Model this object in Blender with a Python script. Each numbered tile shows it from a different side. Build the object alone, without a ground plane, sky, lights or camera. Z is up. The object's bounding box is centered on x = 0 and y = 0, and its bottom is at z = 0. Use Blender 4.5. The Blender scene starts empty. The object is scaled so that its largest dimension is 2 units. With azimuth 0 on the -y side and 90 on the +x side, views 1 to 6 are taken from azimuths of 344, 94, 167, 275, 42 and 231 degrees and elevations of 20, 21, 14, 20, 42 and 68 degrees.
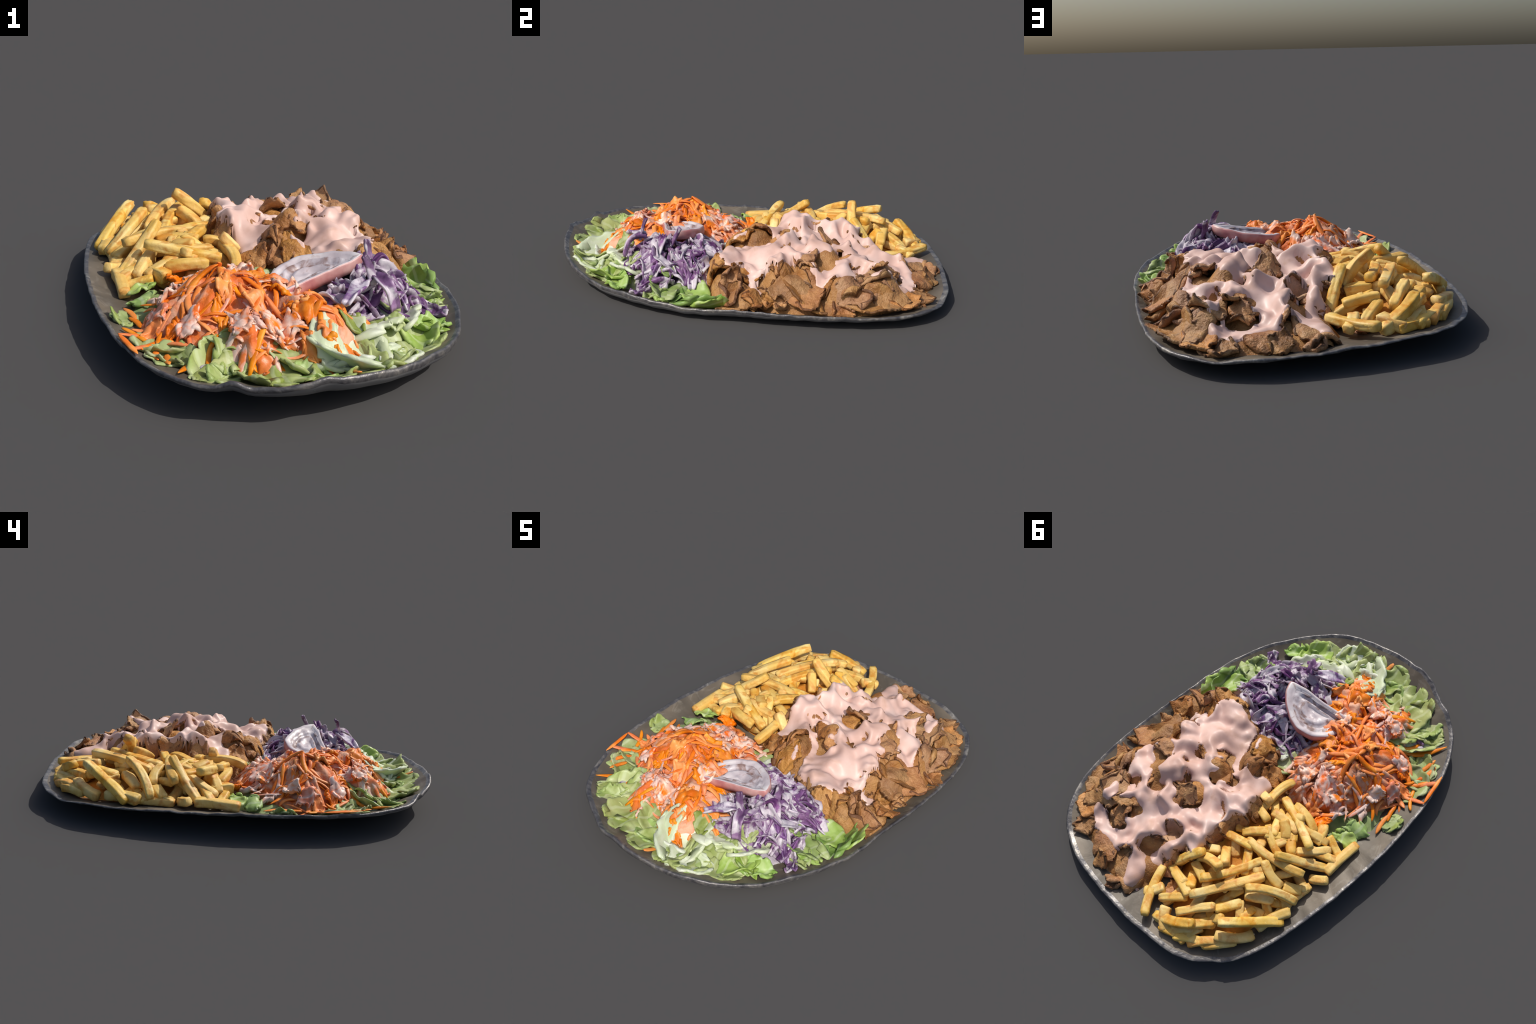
import numpy as np, math
# ---- platter outline: a rounded egg, as Fourier series in a turning parameter
RX=(-0.0109,0.7059,0.0313,0.0511,0.0767,-0.0248,0.0018,-0.0542,-0.0555,0.0005,0.0005,0.0032,0.0029)
RY=(-0.008,-0.07,1.0363,0.0167,-0.1109,-0.0567,0.0349,0.0336,-0.1129,-0.0095,-0.0128,0.0126,-0.0268)
RZ=(0.0974,-0.0196,-0.0272,-0.0118,0.0039,-0.0035,0.003,0.0063,0.0064)
def fourier(c,t):
    v=np.full_like(t,c[0])
    for k in range(1,(len(c)+1)//2):
        v=v+c[2*k-1]*np.cos(k*t)+c[2*k]*np.sin(k*t)
    return v
_t=np.linspace(0,2*np.pi,1441)
_rx,_ry,_rz=fourier(RX,_t),fourier(RY,_t),fourier(RZ,_t)
_a=np.unwrap(np.arctan2(_ry,_rx))
def rim_at(ang):
    """rim radius and height in the direction ang"""
    ang=np.asarray(ang,float); base=_a[0]; q=(ang-base)%(2*np.pi)+base
    return np.interp(q,_a,np.hypot(_rx,_ry)),np.interp(q,_a,_rz)
def plate_floor(x,y):
    """the sheet-metal floor, standing a little askew"""
    f=.040-.055*x+.012*y; return .006+np.log1p(np.exp((f-.006)*120))/120
def plate_z(x,y):
    r,z=rim_at(np.arctan2(y,x)); s=np.hypot(x,y)/r
    k=np.clip((s-.74)/.26,0,1); f=plate_floor(x,y); return f+(z-f)*k**1.5
# ---- heaps of food: (x,y,rx,ry,turn deg,height,power)
HEAPS=dict(
 meat=[(.25,.30,.37,.61,0,.25,2.4),(.25,-.01,.34,.15,-5,.20,5),(.0,.26,.18,.38,0,.245,4),(.2,.74,.36,.27,0,.135,3),(.36,.36,.31,.60,0,.16,2.6),
  # the crests that stand out of the pile
  (-.05,.25,.15,.14,20,.305,2.6),(.06,.04,.15,.12,0,.275,2.6),(.31,.08,.18,.13,30,.262,2.6),(.33,.22,.14,.11,0,.282,2.6),(.31,.37,.19,.16,0,.288,2.6),(.42,.33,.13,.14,0,.265,2.6),(-.05,.50,.12,.13,0,.25,2.6),(.06,.45,.11,.13,0,.25,2.6),(.15,.64,.14,.12,0,.215,2.6),(.03,.61,.12,.13,0,.185,2.6),(.03,.75,.11,.12,0,.15,2.6),
  (.16,.75,.11,.10,0,.16,2.6),(.47,-.09,.12,.08,0,.19,2.6),(.37,-.12,.11,.08,0,.205,2.6),(.44,.63,.13,.15,0,.175,2.6),(.50,.46,.10,.12,0,.215,2.6),(.49,.24,.10,.13,0,.175,2.6),(.19,.19,.15,.12,0,.292,2.6),(.42,.17,.12,.12,0,.262,2.6),(.09,-.05,.12,.09,0,.232,2.6),(.43,.47,.14,.15,0,.235,2.6),(.57,.03,.10,.10,0,.14,2),(.05,.90,.08,.06,0,.125,2),(.04,.83,.13,.10,30,.135,2)],
 fries=[(-.30,.46,.35,.47,8,.195,2.8),(-.17,.36,.2,.42,0,.21,3),(-.31,.18,.21,.16,0,.20,3)],
 carrot=[(-.25,-.37,.36,.32,20,.25,2.0),(-.20,-.17,.26,.18,0,.17,3),(-.01,-.57,.2,.25,0,.205,2.2),(-.14,-.43,.27,.24,0,.225,2.6),(-.22,-.61,.15,.20,0,.185,2.2)],
 cabbage=[(.20,-.35,.33,.29,0,.195,2.8),(.27,-.40,.20,.18,0,.22,2.4),(.33,-.22,.18,.11,0,.17,2.6)],
 lettuce=[(.18,-.52,.36,.30,20,.115,2.4),(-.2,-.56,.39,.28,-20,.125,2.4),(-.42,-.2,.22,.34,0,.115,4),(0,-.1,.3,.2,0,.11,4),(.48,-.28,.16,.2,30,.065,4)])
def dome(d,x,y):
    cx,cy,rx,ry,tu,h,p=d; c,s=math.cos(math.radians(tu)),math.sin(math.radians(tu))
    dx,dy=x-cx,y-cy; r=np.hypot((c*dx+s*dy)/rx,(-s*dx+c*dy)/ry)
    return h*np.maximum(0,1-r**p)
def heap_z(x,y,kinds=None):
    x=np.asarray(x,float);y=np.asarray(y,float)
    acc=np.exp(plate_z(x,y)*140)
    for k,ds in HEAPS.items():
        if kinds is None or k in kinds:
            for d in ds: acc=acc+np.exp(dome(d,x,y)*140)-1
    z=np.log(acc)/140
    if kinds is None or 'meat' in kinds:
        n=np.sin(15*x+2.1*np.sin(9*y+1.0))*np.cos(13*y+1.7*np.sin(11*x)); up=np.clip((z-.15)/.08,0,1)
        z=z+.02*up*(.7-1.5*np.abs(n))
    if kinds is not None and 'carrot' in kinds:
        n=np.sin(16*x+2*np.sin(10*y+2.0))*np.cos(15*y+1.8*np.sin(12*x+1)); z=z+.02*np.clip((z-.12)/.06,0,1)*(.6-1.6*np.abs(n))
    return z
import bpy, random
from mathutils import Vector, noise
from mathutils.bvhtree import BVHTree
random.seed(11); R=random.Random(11)
SC=bpy.context.scene.collection

# ============================================================ materials
def rgb(h):
    h=h.lstrip('#'); c=[int(h[i:i+2],16)/255 for i in (0,2,4)]
    return tuple(v/12.92 if v<=.04045 else ((v+.055)/1.055)**2.4 for v in c)+(1,)
class Mat:
    def __init__(s,name,rough=.5,spec=.5):
        s.m=bpy.data.materials.new(name); s.m.use_nodes=True; s.t=s.m.node_tree; s.n=s.t.nodes; s.l=s.t.links
        s.b=s.n['Principled BSDF']; s.b.inputs['Roughness'].default_value=rough; s.b.inputs['Specular IOR Level'].default_value=spec
        s.co=s.n.new('ShaderNodeTexCoord').outputs['Object']; s.info=s.n.new('ShaderNodeObjectInfo')
    def link(s,a,b): s.l.new(a,b)
    def shifted(s,scale=(1,1,1)):
        """object coordinates, moved apart from piece to piece"""
        m=s.n.new('ShaderNodeMapping'); m.inputs['Scale'].default_value=scale; s.link(s.co,m.inputs['Vector'])
        k=s.n.new('ShaderNodeMath'); k.operation='MULTIPLY'; k.inputs[1].default_value=37.0; s.link(s.info.outputs['Random'],k.inputs[0])
        s.link(k.outputs[0],m.inputs['Location']); return m.outputs[0]
    def noise(s,scale,detail=4,vec=None,rough=.55,dist=0):
        n=s.n.new('ShaderNodeTexNoise'); n.inputs['Scale'].default_value=scale; n.inputs['Detail'].default_value=detail
        n.inputs['Roughness'].default_value=rough; n.inputs['Distortion'].default_value=dist
        s.link(vec if vec else s.co,n.inputs['Vector']); return n.outputs['Fac']
    def voronoi(s,scale,vec=None,feature='F1'):
        n=s.n.new('ShaderNodeTexVoronoi'); n.feature=feature; n.inputs['Scale'].default_value=scale
        s.link(vec if vec else s.co,n.inputs['Vector']); return n.outputs['Distance']
    def wave(s,scale,vec=None,dist=4,det=2):
        n=s.n.new('ShaderNodeTexWave'); n.inputs['Scale'].default_value=scale; n.inputs['Distortion'].default_value=dist; n.inputs['Detail'].default_value=det
        s.link(vec if vec else s.co,n.inputs['Vector']); return n.outputs['Fac']
    def ramp(s,fac,stops,interp='LINEAR'):
        n=s.n.new('ShaderNodeValToRGB'); e=n.color_ramp.elements; n.color_ramp.interpolation=interp
        for i,(p,c) in enumerate(stops):
            x=e[i] if i<2 else e.new(p)
            x.position=p; x.color=rgb(c) if isinstance(c,str) else (c,c,c,1)
        s.link(fac,n.inputs['Fac']); return n.outputs['Color']
    def mix(s,fac,a,b,mode='MIX'):
        n=s.n.new('ShaderNodeMix'); n.data_type='RGBA'; n.blend_type=mode
        for v,sock in ((fac,n.inputs['Factor']),(a,n.inputs['A']),(b,n.inputs['B'])):
            if isinstance(v,str): sock.default_value=rgb(v)
            elif isinstance(v,(int,float)): sock.default_value=v
            else: s.link(v,sock)
        return n.outputs['Result']
    def math(s,op,a,b=0.0):
        n=s.n.new('ShaderNodeMath'); n.operation=op
        for i,v in enumerate((a,b)):
            if isinstance(v,(int,float)): n.inputs[i].default_value=v
            else: s.link(v,n.inputs[i])
        return n.outputs[0]
    def vary(s,col,hue=.01,val=.12,sat=.1):
        """piece to piece variation"""
        n=s.n.new('ShaderNodeHueSaturation'); s.link(col,n.inputs['Color'])
        def rng(amt,base,mul):
            f=s.math('FRACT',s.math('MULTIPLY',s.info.outputs['Random'],mul)); 
            return s.math('ADD',s.math('MULTIPLY',f,2*amt),base-amt)
        s.link(rng(hue,.5,1.0),n.inputs['Hue']); s.link(rng(val,1,7.31),n.inputs['Value']); s.link(rng(sat,1,13.7),n.inputs['Saturation'])
        return n.outputs['Color']
    def out(s,col,bump=None,strength=.3,dist=.004,rough=None):
        s.link(col,s.b.inputs['Base Color'])
        if bump is not None:
            n=s.n.new('ShaderNodeBump'); n.inputs['Strength'].default_value=strength; n.inputs['Distance'].default_value=dist
            s.link(bump,n.inputs['Height']); s.link(n.outputs[0],s.b.inputs['Normal'])
        if rough is not None: s.link(rough,s.b.inputs['Roughness'])
        return s.m
def translucent(M,col,amount):
    t=M.n.new('ShaderNodeBsdfTranslucent'); M.link(col,t.inputs['Color'])
    x=M.n.new('ShaderNodeMixShader'); x.inputs[0].default_value=amount
    M.link(M.b.outputs[0],x.inputs[1]); M.link(t.outputs[0],x.inputs[2])
    M.link(x.outputs[0],M.n['Material Output'].inputs['Surface'])

def make_meat(name,dark=1.0,saucy=False):
    M=Mat(name,.5,.35); v=M.shifted()
    a=M.ramp(M.noise(7,5,v,dist=.5),[(.28,'#7c5030'),(.44,'#a26e42'),(.57,'#ba8957'),(.75,'#cda577')])
    b=M.ramp(M.noise(22,4,v),[(.35,'#8a5c36'),(.65,'#c29462')])
    c=M.mix(.35,a,b)
    fl=M.ramp(M.noise(90,3,v),[(.60,0.0),(.72,1.0)])
    c=M.mix(M.math('MULTIPLY',fl,.35),c,'#d9b283')
    cr=M.ramp(M.noise(13,6,v,rough=.75),[(.32,1.0),(.45,0.0)])
    c=M.mix(M.math('MULTIPLY',cr,.75),c,'#5f3a1f')
    if saucy:
        s=M.ramp(M.noise(6,3,v),[(.4,0.0),(.6,1.0)]); c=M.mix(M.math('MULTIPLY',s,.6),c,'#bd9683')
    if dark<1: c=M.mix(.8,c,'#5a3820')
    c=M.vary(c,.005,.16,.10)
    h=M.math('ADD',M.noise(30,5,v),M.math('MULTIPLY',M.noise(110,3,v),.5))
    return M.out(c,h,.8,.012)
MEAT=make_meat('roast_meat'); MEDGE=make_meat('roast_meat_crust',dark=.62); MEATS=make_meat('roast_meat_sauced',saucy=True)

M=Mat('pink_sauce',.48,.4)
a=M.ramp(M.noise(5,4),[(.3,'#c9a496'),(.5,'#d9b7ab'),(.7,'#e3c8be')])
sp=M.ramp(M.voronoi(70),[(.06,1.0),(.12,0.0)])
a=M.mix(M.math('MULTIPLY',sp,.25),a,'#a9826a')
th=M.ramp(M.noise(9,4,dist=.6),[(.30,1.0),(.44,0.0)])
a=M.mix(M.math('MULTIPLY',th,.45),a,'#b88e72')
M.b.inputs['Coat Weight'].default_value=.08; M.b.inputs['Coat Roughness'].default_value=.3
SAUCE_M=M.out(a,M.noise(45,3),.12,.006)

M=Mat('fried_potato',.5,.35); v=M.shifted()
a=M.ramp(M.noise(9,4,v),[(.3,'#d8a448'),(.5,'#e7c06a'),(.7,'#efd591')])
b=M.ramp(M.noise(14,4,M.shifted((1,1,1)),dist=1),[(.36,1.0),(.50,0.0)])
a=M.mix(M.math('MULTIPLY',b,.7),a,'#cb832c')
st=M.ramp(M.noise(60,3,v),[(.6,0.0),(.75,1.0)]); a=M.mix(M.math('MULTIPLY',st,.4),a,'#f5df9c')
FRY=M.out(M.vary(a,.002,.08,.05),M.noise(50,4,v),.35,.006)
M=Mat('fry_bed_orange_brown',.6,.3)
a=M.ramp(M.noise(11,5),[(.3,'#a8631c'),(.5,'#c98532'),(.7,'#dfa94c')])  # orange-brown, as seen in the gaps between the fries
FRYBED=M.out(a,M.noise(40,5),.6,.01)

M=Mat('grated_carrot',.45,.4); v=M.shifted()
a=M.ramp(M.noise(14,4,v),[(.3,'#cf6824'),(.5,'#e8822f'),(.7,'#f2a052')])
CARROT=M.out(M.vary(a,.008,.10,.08),M.noise(70,4,v),.35,.004)
M=Mat('carrot_with_dressing',.4,.5); v=M.shifted()
f=M.ramp(M.noise(13,4,v,dist=1),[(.40,0.0),(.56,1.0)])
a=M.mix(f,M.ramp(M.noise(20,3,v),[(.3,'#e0702c'),(.7,'#ee9058')]),M.ramp(M.noise(25,3,v),[(.3,'#d8ac98'),(.7,'#ead6cc')]))
CARROTD=M.out(M.vary(a,.008,.10,.1),M.noise(60,4,v),.3,.005)
M=Mat('carrot_pulp',.55,.35)
f=M.ramp(M.noise(9,4,dist=1),[(.42,0.0),(.6,1.0)])
a=M.mix(f,M.ramp(M.noise(26,4),[(.3,'#c4581c'),(.7,'#ea7c30')]),'#dfaa8c')
CARBED=M.out(a,M.noise(40,5),.6,.01)

def make_cabbage(name,white):
    M=Mat(name,.4,.45); v=M.shifted()
    a=M.ramp(M.noise(12,4,v,dist=.6),[(.25,'#45284c'),(.42,'#5f3b66'),(.56,'#7f5788'),(.72,'#a782ae')])
    f=M.ramp(M.noise(9,4,v,dist=1.2),[(white-.05,0.0),(white+.07,1.0)])
    a=M.mix(f,a,M.ramp(M.noise(30,3,v),[(.3,'#b9abbc'),(.7,'#e0dade')]))
    c=M.vary(a,.02,.15,.12); M.out(c,M.noise(50,4,v),.3,.004); translucent(M,c,.12); return M.m
CAB=make_cabbage('red_cabbage',.55); CABW=make_cabbage('red_cabbage_with_dressing',.46)
def make_lettuce(name,stops):
    M=Mat(name,.42,.45); v=M.shifted()
    a=M.ramp(M.noise(6,4,v,dist=.8),stops)
    ve=M.ramp(M.wave(5,v,6,2),[(.86,0.0),(.97,1.0)]); a=M.mix(M.math('MULTIPLY',ve,.35),a,'#d5debb')
    g=M.ramp(M.noise(30,4,v),[(.4,0.0),(.7,1.0)]); a=M.mix(M.math('MULTIPLY',g,.25),a,'#c3d494')
    c=M.vary(a,.012,.12,.12); M.out(c,M.noise(24,4,v),.4,.008); translucent(M,c,.15); return M.m
LET=make_lettuce('lettuce_leaf',[(.25,'#75863f'),(.42,'#93a35a'),(.58,'#b3bd80'),(.75,'#d2d6b2')])
LETG=make_lettuce('lettuce_bright',[(.25,'#678738'),(.45,'#8aa94e'),(.6,'#a6bf68'),(.78,'#c4d196')])
LETW=make_lettuce('lettuce_rib',[(.2,'#b5c493'),(.42,'#cfd8b8'),(.6,'#dee3d2'),(.8,'#e8ebe0')])
M=Mat('lettuce_shade',.6,.3)
LETBED=M.out(M.ramp(M.noise(9,4),[(.3,'#6f8449'),(.5,'#94a56b'),(.7,'#bcc79c')]),M.noise(20,4),.5,.01)

M=Mat('onion_flesh',.35,.5)
a=M.ramp(M.noise(9,4,dist=.8),[(.3,'#b3a5a9'),(.5,'#cbc0c3'),(.7,'#dfd9d8')])
w=M.ramp(M.noise(14,4,dist=1.5),[(.32,1.0),(.42,0.0)]); a=M.mix(M.math('MULTIPLY',w,.55),a,'#9c7767')
ONION=M.out(a,M.noise(25,3),.25,.006)
M=Mat('onion_core',.38,.5)
a=M.ramp(M.noise(13,5,dist=1.8),[(.32,'#755850'),(.42,'#9c8784'),(.52,'#bdb3b8'),(.7,'#d8d2d4')])
ONIONC=M.out(a,M.noise(25,3),.3,.008)
M=Mat('onion_skin',.4,.5)
ONIONS=M.out(M.ramp(M.noise(10,4),[(.3,'#984f5a'),(.5,'#b97c7a'),(.7,'#cba19c')]),M.noise(30,3),.2,.004)

M=Mat('tarnished_platter',.5,.4); M.b.inputs['Metallic'].default_value=.1
a=M.ramp(M.noise(3.2,5,dist=.5),[(.3,'#4c463e'),(.5,'#625a4f'),(.7,'#7b7061')])
s=M.ramp(M.noise(11,5,M.shifted((1,1,3)),dist=1.5),[(.56,0.0),(.74,1.0)]); a=M.mix(M.math('MULTIPLY',s,.35),a,'#a29c90')
PLATE=M.out(a,M.noise(8,5,dist=.8),.25,.012)
M=Mat('platter_rim',.38,.5); M.b.inputs['Metallic'].default_value=.3
a=M.ramp(M.noise(16,5,dist=1.5),[(.3,'#434246'),(.5,'#5f5d5e'),(.64,'#7f7b76'),(.8,'#b5b0a6')])
RIM=M.out(a,M.noise(30,5),.4,.01)
M=Mat('platter_underside',.5,.4); M.b.inputs['Metallic'].default_value=.2
UNDER=M.out(M.ramp(M.noise(4,4),[(.3,'#6a6a6e'),(.7,'#8a8988')]),M.noise(9,4),.2,.01)  # greys lightened to match the sky-lit underside, which rendered too dark

# ============================================================ helpers
def empty(name,parent=None):
    o=bpy.data.objects.new(name,None); o.empty_display_size=.1; SC.objects.link(o)
    if parent: o.parent=parent
    return o
def add(name,V,F,mat,parent,smooth=True,slots=None,centre=True):
    V=np.asarray(V,float); c=V.mean(0) if centre else np.zeros(3)
    me=bpy.data.meshes.new(name); me.from_pydata((V-c).tolist(),[],F); me.update()
    for m in (mat if isinstance(mat,(list,tuple)) else [mat]): me.materials.append(m)
    me.polygons.foreach_set('use_smooth',[smooth]*len(me.polygons))
    if slots is not None: me.polygons.foreach_set('material_index',slots)
    o=bpy.data.objects.new(name,me); o.location=c; SC.objects.link(o); o.parent=parent
    return o
def nz(x,y,z,f=1.0,seed=0.0):
    return noise.noise(Vector((x*f+seed*17.3,y*f-seed*5.1,z*f+seed*9.7)))
def sheet(P,th,edge=.45):
    """closed slab around a grid of points, thinning to its edges"""
    n,m,_=P.shape
    du=np.gradient(P,axis=0);dv=np.gradient(P,axis=1); N=np.cross(du,dv); N/=np.linalg.norm(N,axis=2,keepdims=True)+1e-9
    i=np.minimum(np.arange(n),np.arange(n)[::-1]);j=np.minimum(np.arange(m),np.arange(m)[::-1])
    e=np.minimum(i[:,None],j[None]); t=np.where(e==0,edge,1.0)[...,None]*th/2
    V=np.concatenate([(P+N*t).reshape(-1,3),(P-N*t).reshape(-1,3)]); k=n*m; F=[]
    for a in range(n-1):
        for b in range(m-1):
            q=(a*m+b,(a+1)*m+b,(a+1)*m+b+1,a*m+b+1); F.append(q); F.append(tuple(x+k for x in q[::-1]))
    slots=[]
    for a in range(n-1):
        for b in range(m-1): slots+=[1 if (a in(0,n-2) or b in(0,m-2)) else 0]*2
    ring=[a*m for a in range(n)]+[(n-1)*m+b for b in range(1,m)]+[a*m+m-1 for a in range(n-2,-1,-1)]+[b for b in range(m-2,0,-1)]
    for a,b in zip(ring,ring[1:]+ring[:1]): F.append((b,a,a+k,b+k)); slots.append(1)
    return V,F,slots
class Pile:
    """keeps the height of what has been laid down, so that the next piece rests on it"""
    def __init__(s,kinds,sink,step=.012,most=.035,share=70):
        s.st=step; s.most=most; s.share=share; xs=np.arange(-.8,.8,step); ys=np.arange(-1.1,1.1,step)
        X,Y=np.meshgrid(xs,ys,indexing='ij'); s.H=heap_z(X,Y,kinds)-sink
    def rest(s,P,th):
        i=np.clip(((P[...,0]+.8)/s.st).round().astype(int),0,s.H.shape[0]-1); j=np.clip(((P[...,1]+1.1)/s.st).round().astype(int),0,s.H.shape[1]-1)
        up=float(np.clip(np.percentile(s.H[i,j]-P[...,2],s.share)+th*.5,-.01,s.most)); P[...,2]+=up
        np.maximum.at(s.H,(i,j),P[...,2]+th*.5)
BEND=dict(flat=(0,0,0),arch=(0,-11,0),bowl=(0,11,0),wave=(0,0,16),roll=(.1,6,26),tube=(.5,38,0),fin=(.75,4,6))
def leaf_piece(name,A,B,w,kind,mat,parent,rnd,th=.014,drape=.75,lift=.012,wob=.010,freq=14,nu=22,nv=16,kinds=None,ragged=.12,curl_along=0.0,tilt=0.0,taper=3.0,z0=None,ruffle=0.0,edge=.45,pile=None):
    """a sheet of food from A to B (world x,y), bent across its width and laid over the heap"""
    A=np.array(A,float);B=np.array(B,float); L=np.linalg.norm(B-A); L=max(L,.05)
    d=(B-A)/max(np.linalg.norm(B-A),1e-6); p=np.array([-d[1],d[0]]); mid=(A+B)/2; seed=rnd.random()*50
    t0,k0,k1=BEND[kind]; sg=rnd.choice((-1,1)); 
    if kind in('flat','arch','bowl','tube'): sg=1
    u=np.linspace(-1,1,nu);v=np.linspace(-1,1,nv)
    P=np.zeros((nu,nv,3))
    # cross-section, integrated from its curvature
    s=v*w/2; ang=t0+tilt+(k0*s+ .5*k1*s*s/(w/2)*(1 if kind!='wave' else 0))+ (np.sin(s/w*5)*.5 if kind=='wave' else 0)
    ds=np.gradient(s); b=np.cumsum(np.cos(ang)*ds); c=np.cumsum(np.sin(ang)*ds); b-=b[nv//2]; c-=c[nv//2]
    if kind=='bowl': c-=.25*c.max()
    for i,ui in enumerate(u):
        wid=(1-abs(ui)**taper*.75)*(1+ragged*nz(ui*2,1,0,1.3,seed)*2)
        for j,vj in enumerate(v):
            ll=(1-abs(vj)**taper*.45)*(1+ragged*nz(vj*2,7,0,1.4,seed+3)*2)
            a=ui*L/2*ll; bb=b[j]*wid*sg; cc=c[j]*wid
            x,y=mid+d*a+p*bb
            e=max(abs(ui),abs(vj))
            cc+=curl_along*(ui*ui)*L
            n1=nz(x,y,cc,freq,seed); n2=nz(x,y,cc,freq*2.3,seed+1)
            cc+=wob*(n1+.5*n2)*(1+.8*e)+ruffle*e**3*math.sin(5*(ui+.7*vj)+seed+2*nz(ui,vj,0,1.2,seed+9))
            if pile is not None: cc+=.0035*nz(x,y,cc,30,seed+2)+.0025*nz(x,y,cc,60,seed+4)
            P[i,j]=(x+wob*.6*nz(x,y,cc,freq,seed+5),y+wob*.6*nz(x,y,cc,freq,seed+8),cc)
    for _ in range(5):
        q=np.hypot(P[...,0],P[...,1])/rim_at(np.arctan2(P[...,1],P[...,0]))[0]; o_=np.unravel_index(q.argmax(),q.shape)
        if q[o_]<.965: break
        P[...,:2]-=P[o_[0],o_[1],:2]*(q[o_]-.96)
    mid=P[nu//2,nv//2,:2]
    hz=heap_z(P[...,0],P[...,1],kinds); hm=float(heap_z(mid[0],mid[1],kinds))
    base=hz*drape+hm*(1-drape) if z0 is None else z0
    if pile is not None:
        # curl away from the slope the piece lies on, not just upwards
        g=.05; sx,sy=[float(heap_z(mid[0]+a*g,mid[1]+b*g,kinds)-heap_z(mid[0]-a*g,mid[1]-b*g,kinds))/(2*g) for a,b in ((1,0),(0,1))]
        k=math.hypot(sx,sy); k=1.3/k if k>1.3 else 1; sx*=k; sy*=k; nn=math.sqrt(1+sx*sx+sy*sy); cc=P[...,2].copy()
        P[...,0]-=sx/nn*cc; P[...,1]-=sy/nn*cc; P[...,2]=cc/nn
    P[...,2]+=base+lift
    if pile is not None:
        pile.rest(P,th); P[...,2]=np.where(P[...,2]>.295,.295+(P[...,2]-.295)*.4,P[...,2])
    fl=plate_z(P[...,0],P[...,1])+.004; P[...,2]=np.maximum(P[...,2],fl)
    V,F,sl=sheet(P,th,edge); return add(name,V,F,mat,parent,slots=sl if isinstance(mat,tuple) else None)
def on_plate(V,gap=.003):
    """slide a piece in and up so that it lies inside the platter"""
    for _ in range(6):
        r=np.hypot(V[:,0],V[:,1])/rim_at(np.arctan2(V[:,1],V[:,0]))[0]
        if r.max()<.955: break
        V=V-np.append(V[r.argmax(),:2],0)*(r.max()-.95)
    return V+np.array([0,0,max(0,float((plate_z(V[:,0],V[:,1])+gap-V[:,2]).max()))])
def rod(pts,wx,wz,rings=14,sides=12,sq=4.0,rnd=None,wob=.002,twist=0.0,blunt=.9):
    """a bar along a smooth path through pts, squarish in section, with rounded ends"""
    pts=np.array(pts,float); t=np.concatenate([[0],np.cumsum(np.linalg.norm(np.diff(pts,axis=0),axis=1))]); t/=t[-1]
    q=np.linspace(0,1,rings); 
    if len(pts)==2: C=pts[0]+(pts[1]-pts[0])*q[:,None]
    elif len(pts)==3:
        a,m,b=pts; c=2*m-.5*(a+b); C=(1-q[:,None])**2*a+2*q[:,None]*(1-q[:,None])*c+q[:,None]**2*b
    else: C=np.stack([np.interp(q,t,pts[:,k]) for k in range(3)],1); C[1:-1]=(C[:-2]+2*C[1:-1]+C[2:])/4
    T=np.gradient(C,axis=0); T/=np.linalg.norm(T,axis=1,keepdims=True)+1e-9
    V=[];F=[]; seed=rnd.random()*50
    L=np.linalg.norm(np.diff(C,axis=0),axis=1).sum()
    cap=[0.0,.35,.75]; 
    for i in range(rings):
        S=np.cross(T[i],(0,0,1)); S/=np.linalg.norm(S)+1e-9; U=np.cross(S,T[i])
        e=min(i,rings-1-i); f=(blunt*.8,.5+.5*blunt,1.0)[min(e,2)] if blunt else (.15,.55,.85,1)[min(e,3)]
        tw=twist*(i/(rings-1)-.5)
        for k in range(sides):
            a=2*math.pi*(k+.5)/sides; ca,sa=math.cos(a),math.sin(a)
            r=(abs(ca)**sq+abs(sa)**sq)**(-1/sq); g=1+.10*nz(C[i][0],C[i][1],k*.3,14,seed)*2
            cx,cz=ca*math.cos(tw)-sa*math.sin(tw),ca*math.sin(tw)+sa*math.cos(tw)
            V.append(C[i]+S*(cx*r*wx/2*f*g)+U*(cz*r*wz/2*f*g))
        if i:
            for k in range(sides):
                k2=(k+1)%sides; F.append(((i-1)*sides+k,(i-1)*sides+k2,i*sides+k2,i*sides+k))
    F.append(tuple(range(sides))[::-1]); F.append(tuple((rings-1)*sides+k for k in range(sides)))
    return np.array(V),F
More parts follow.
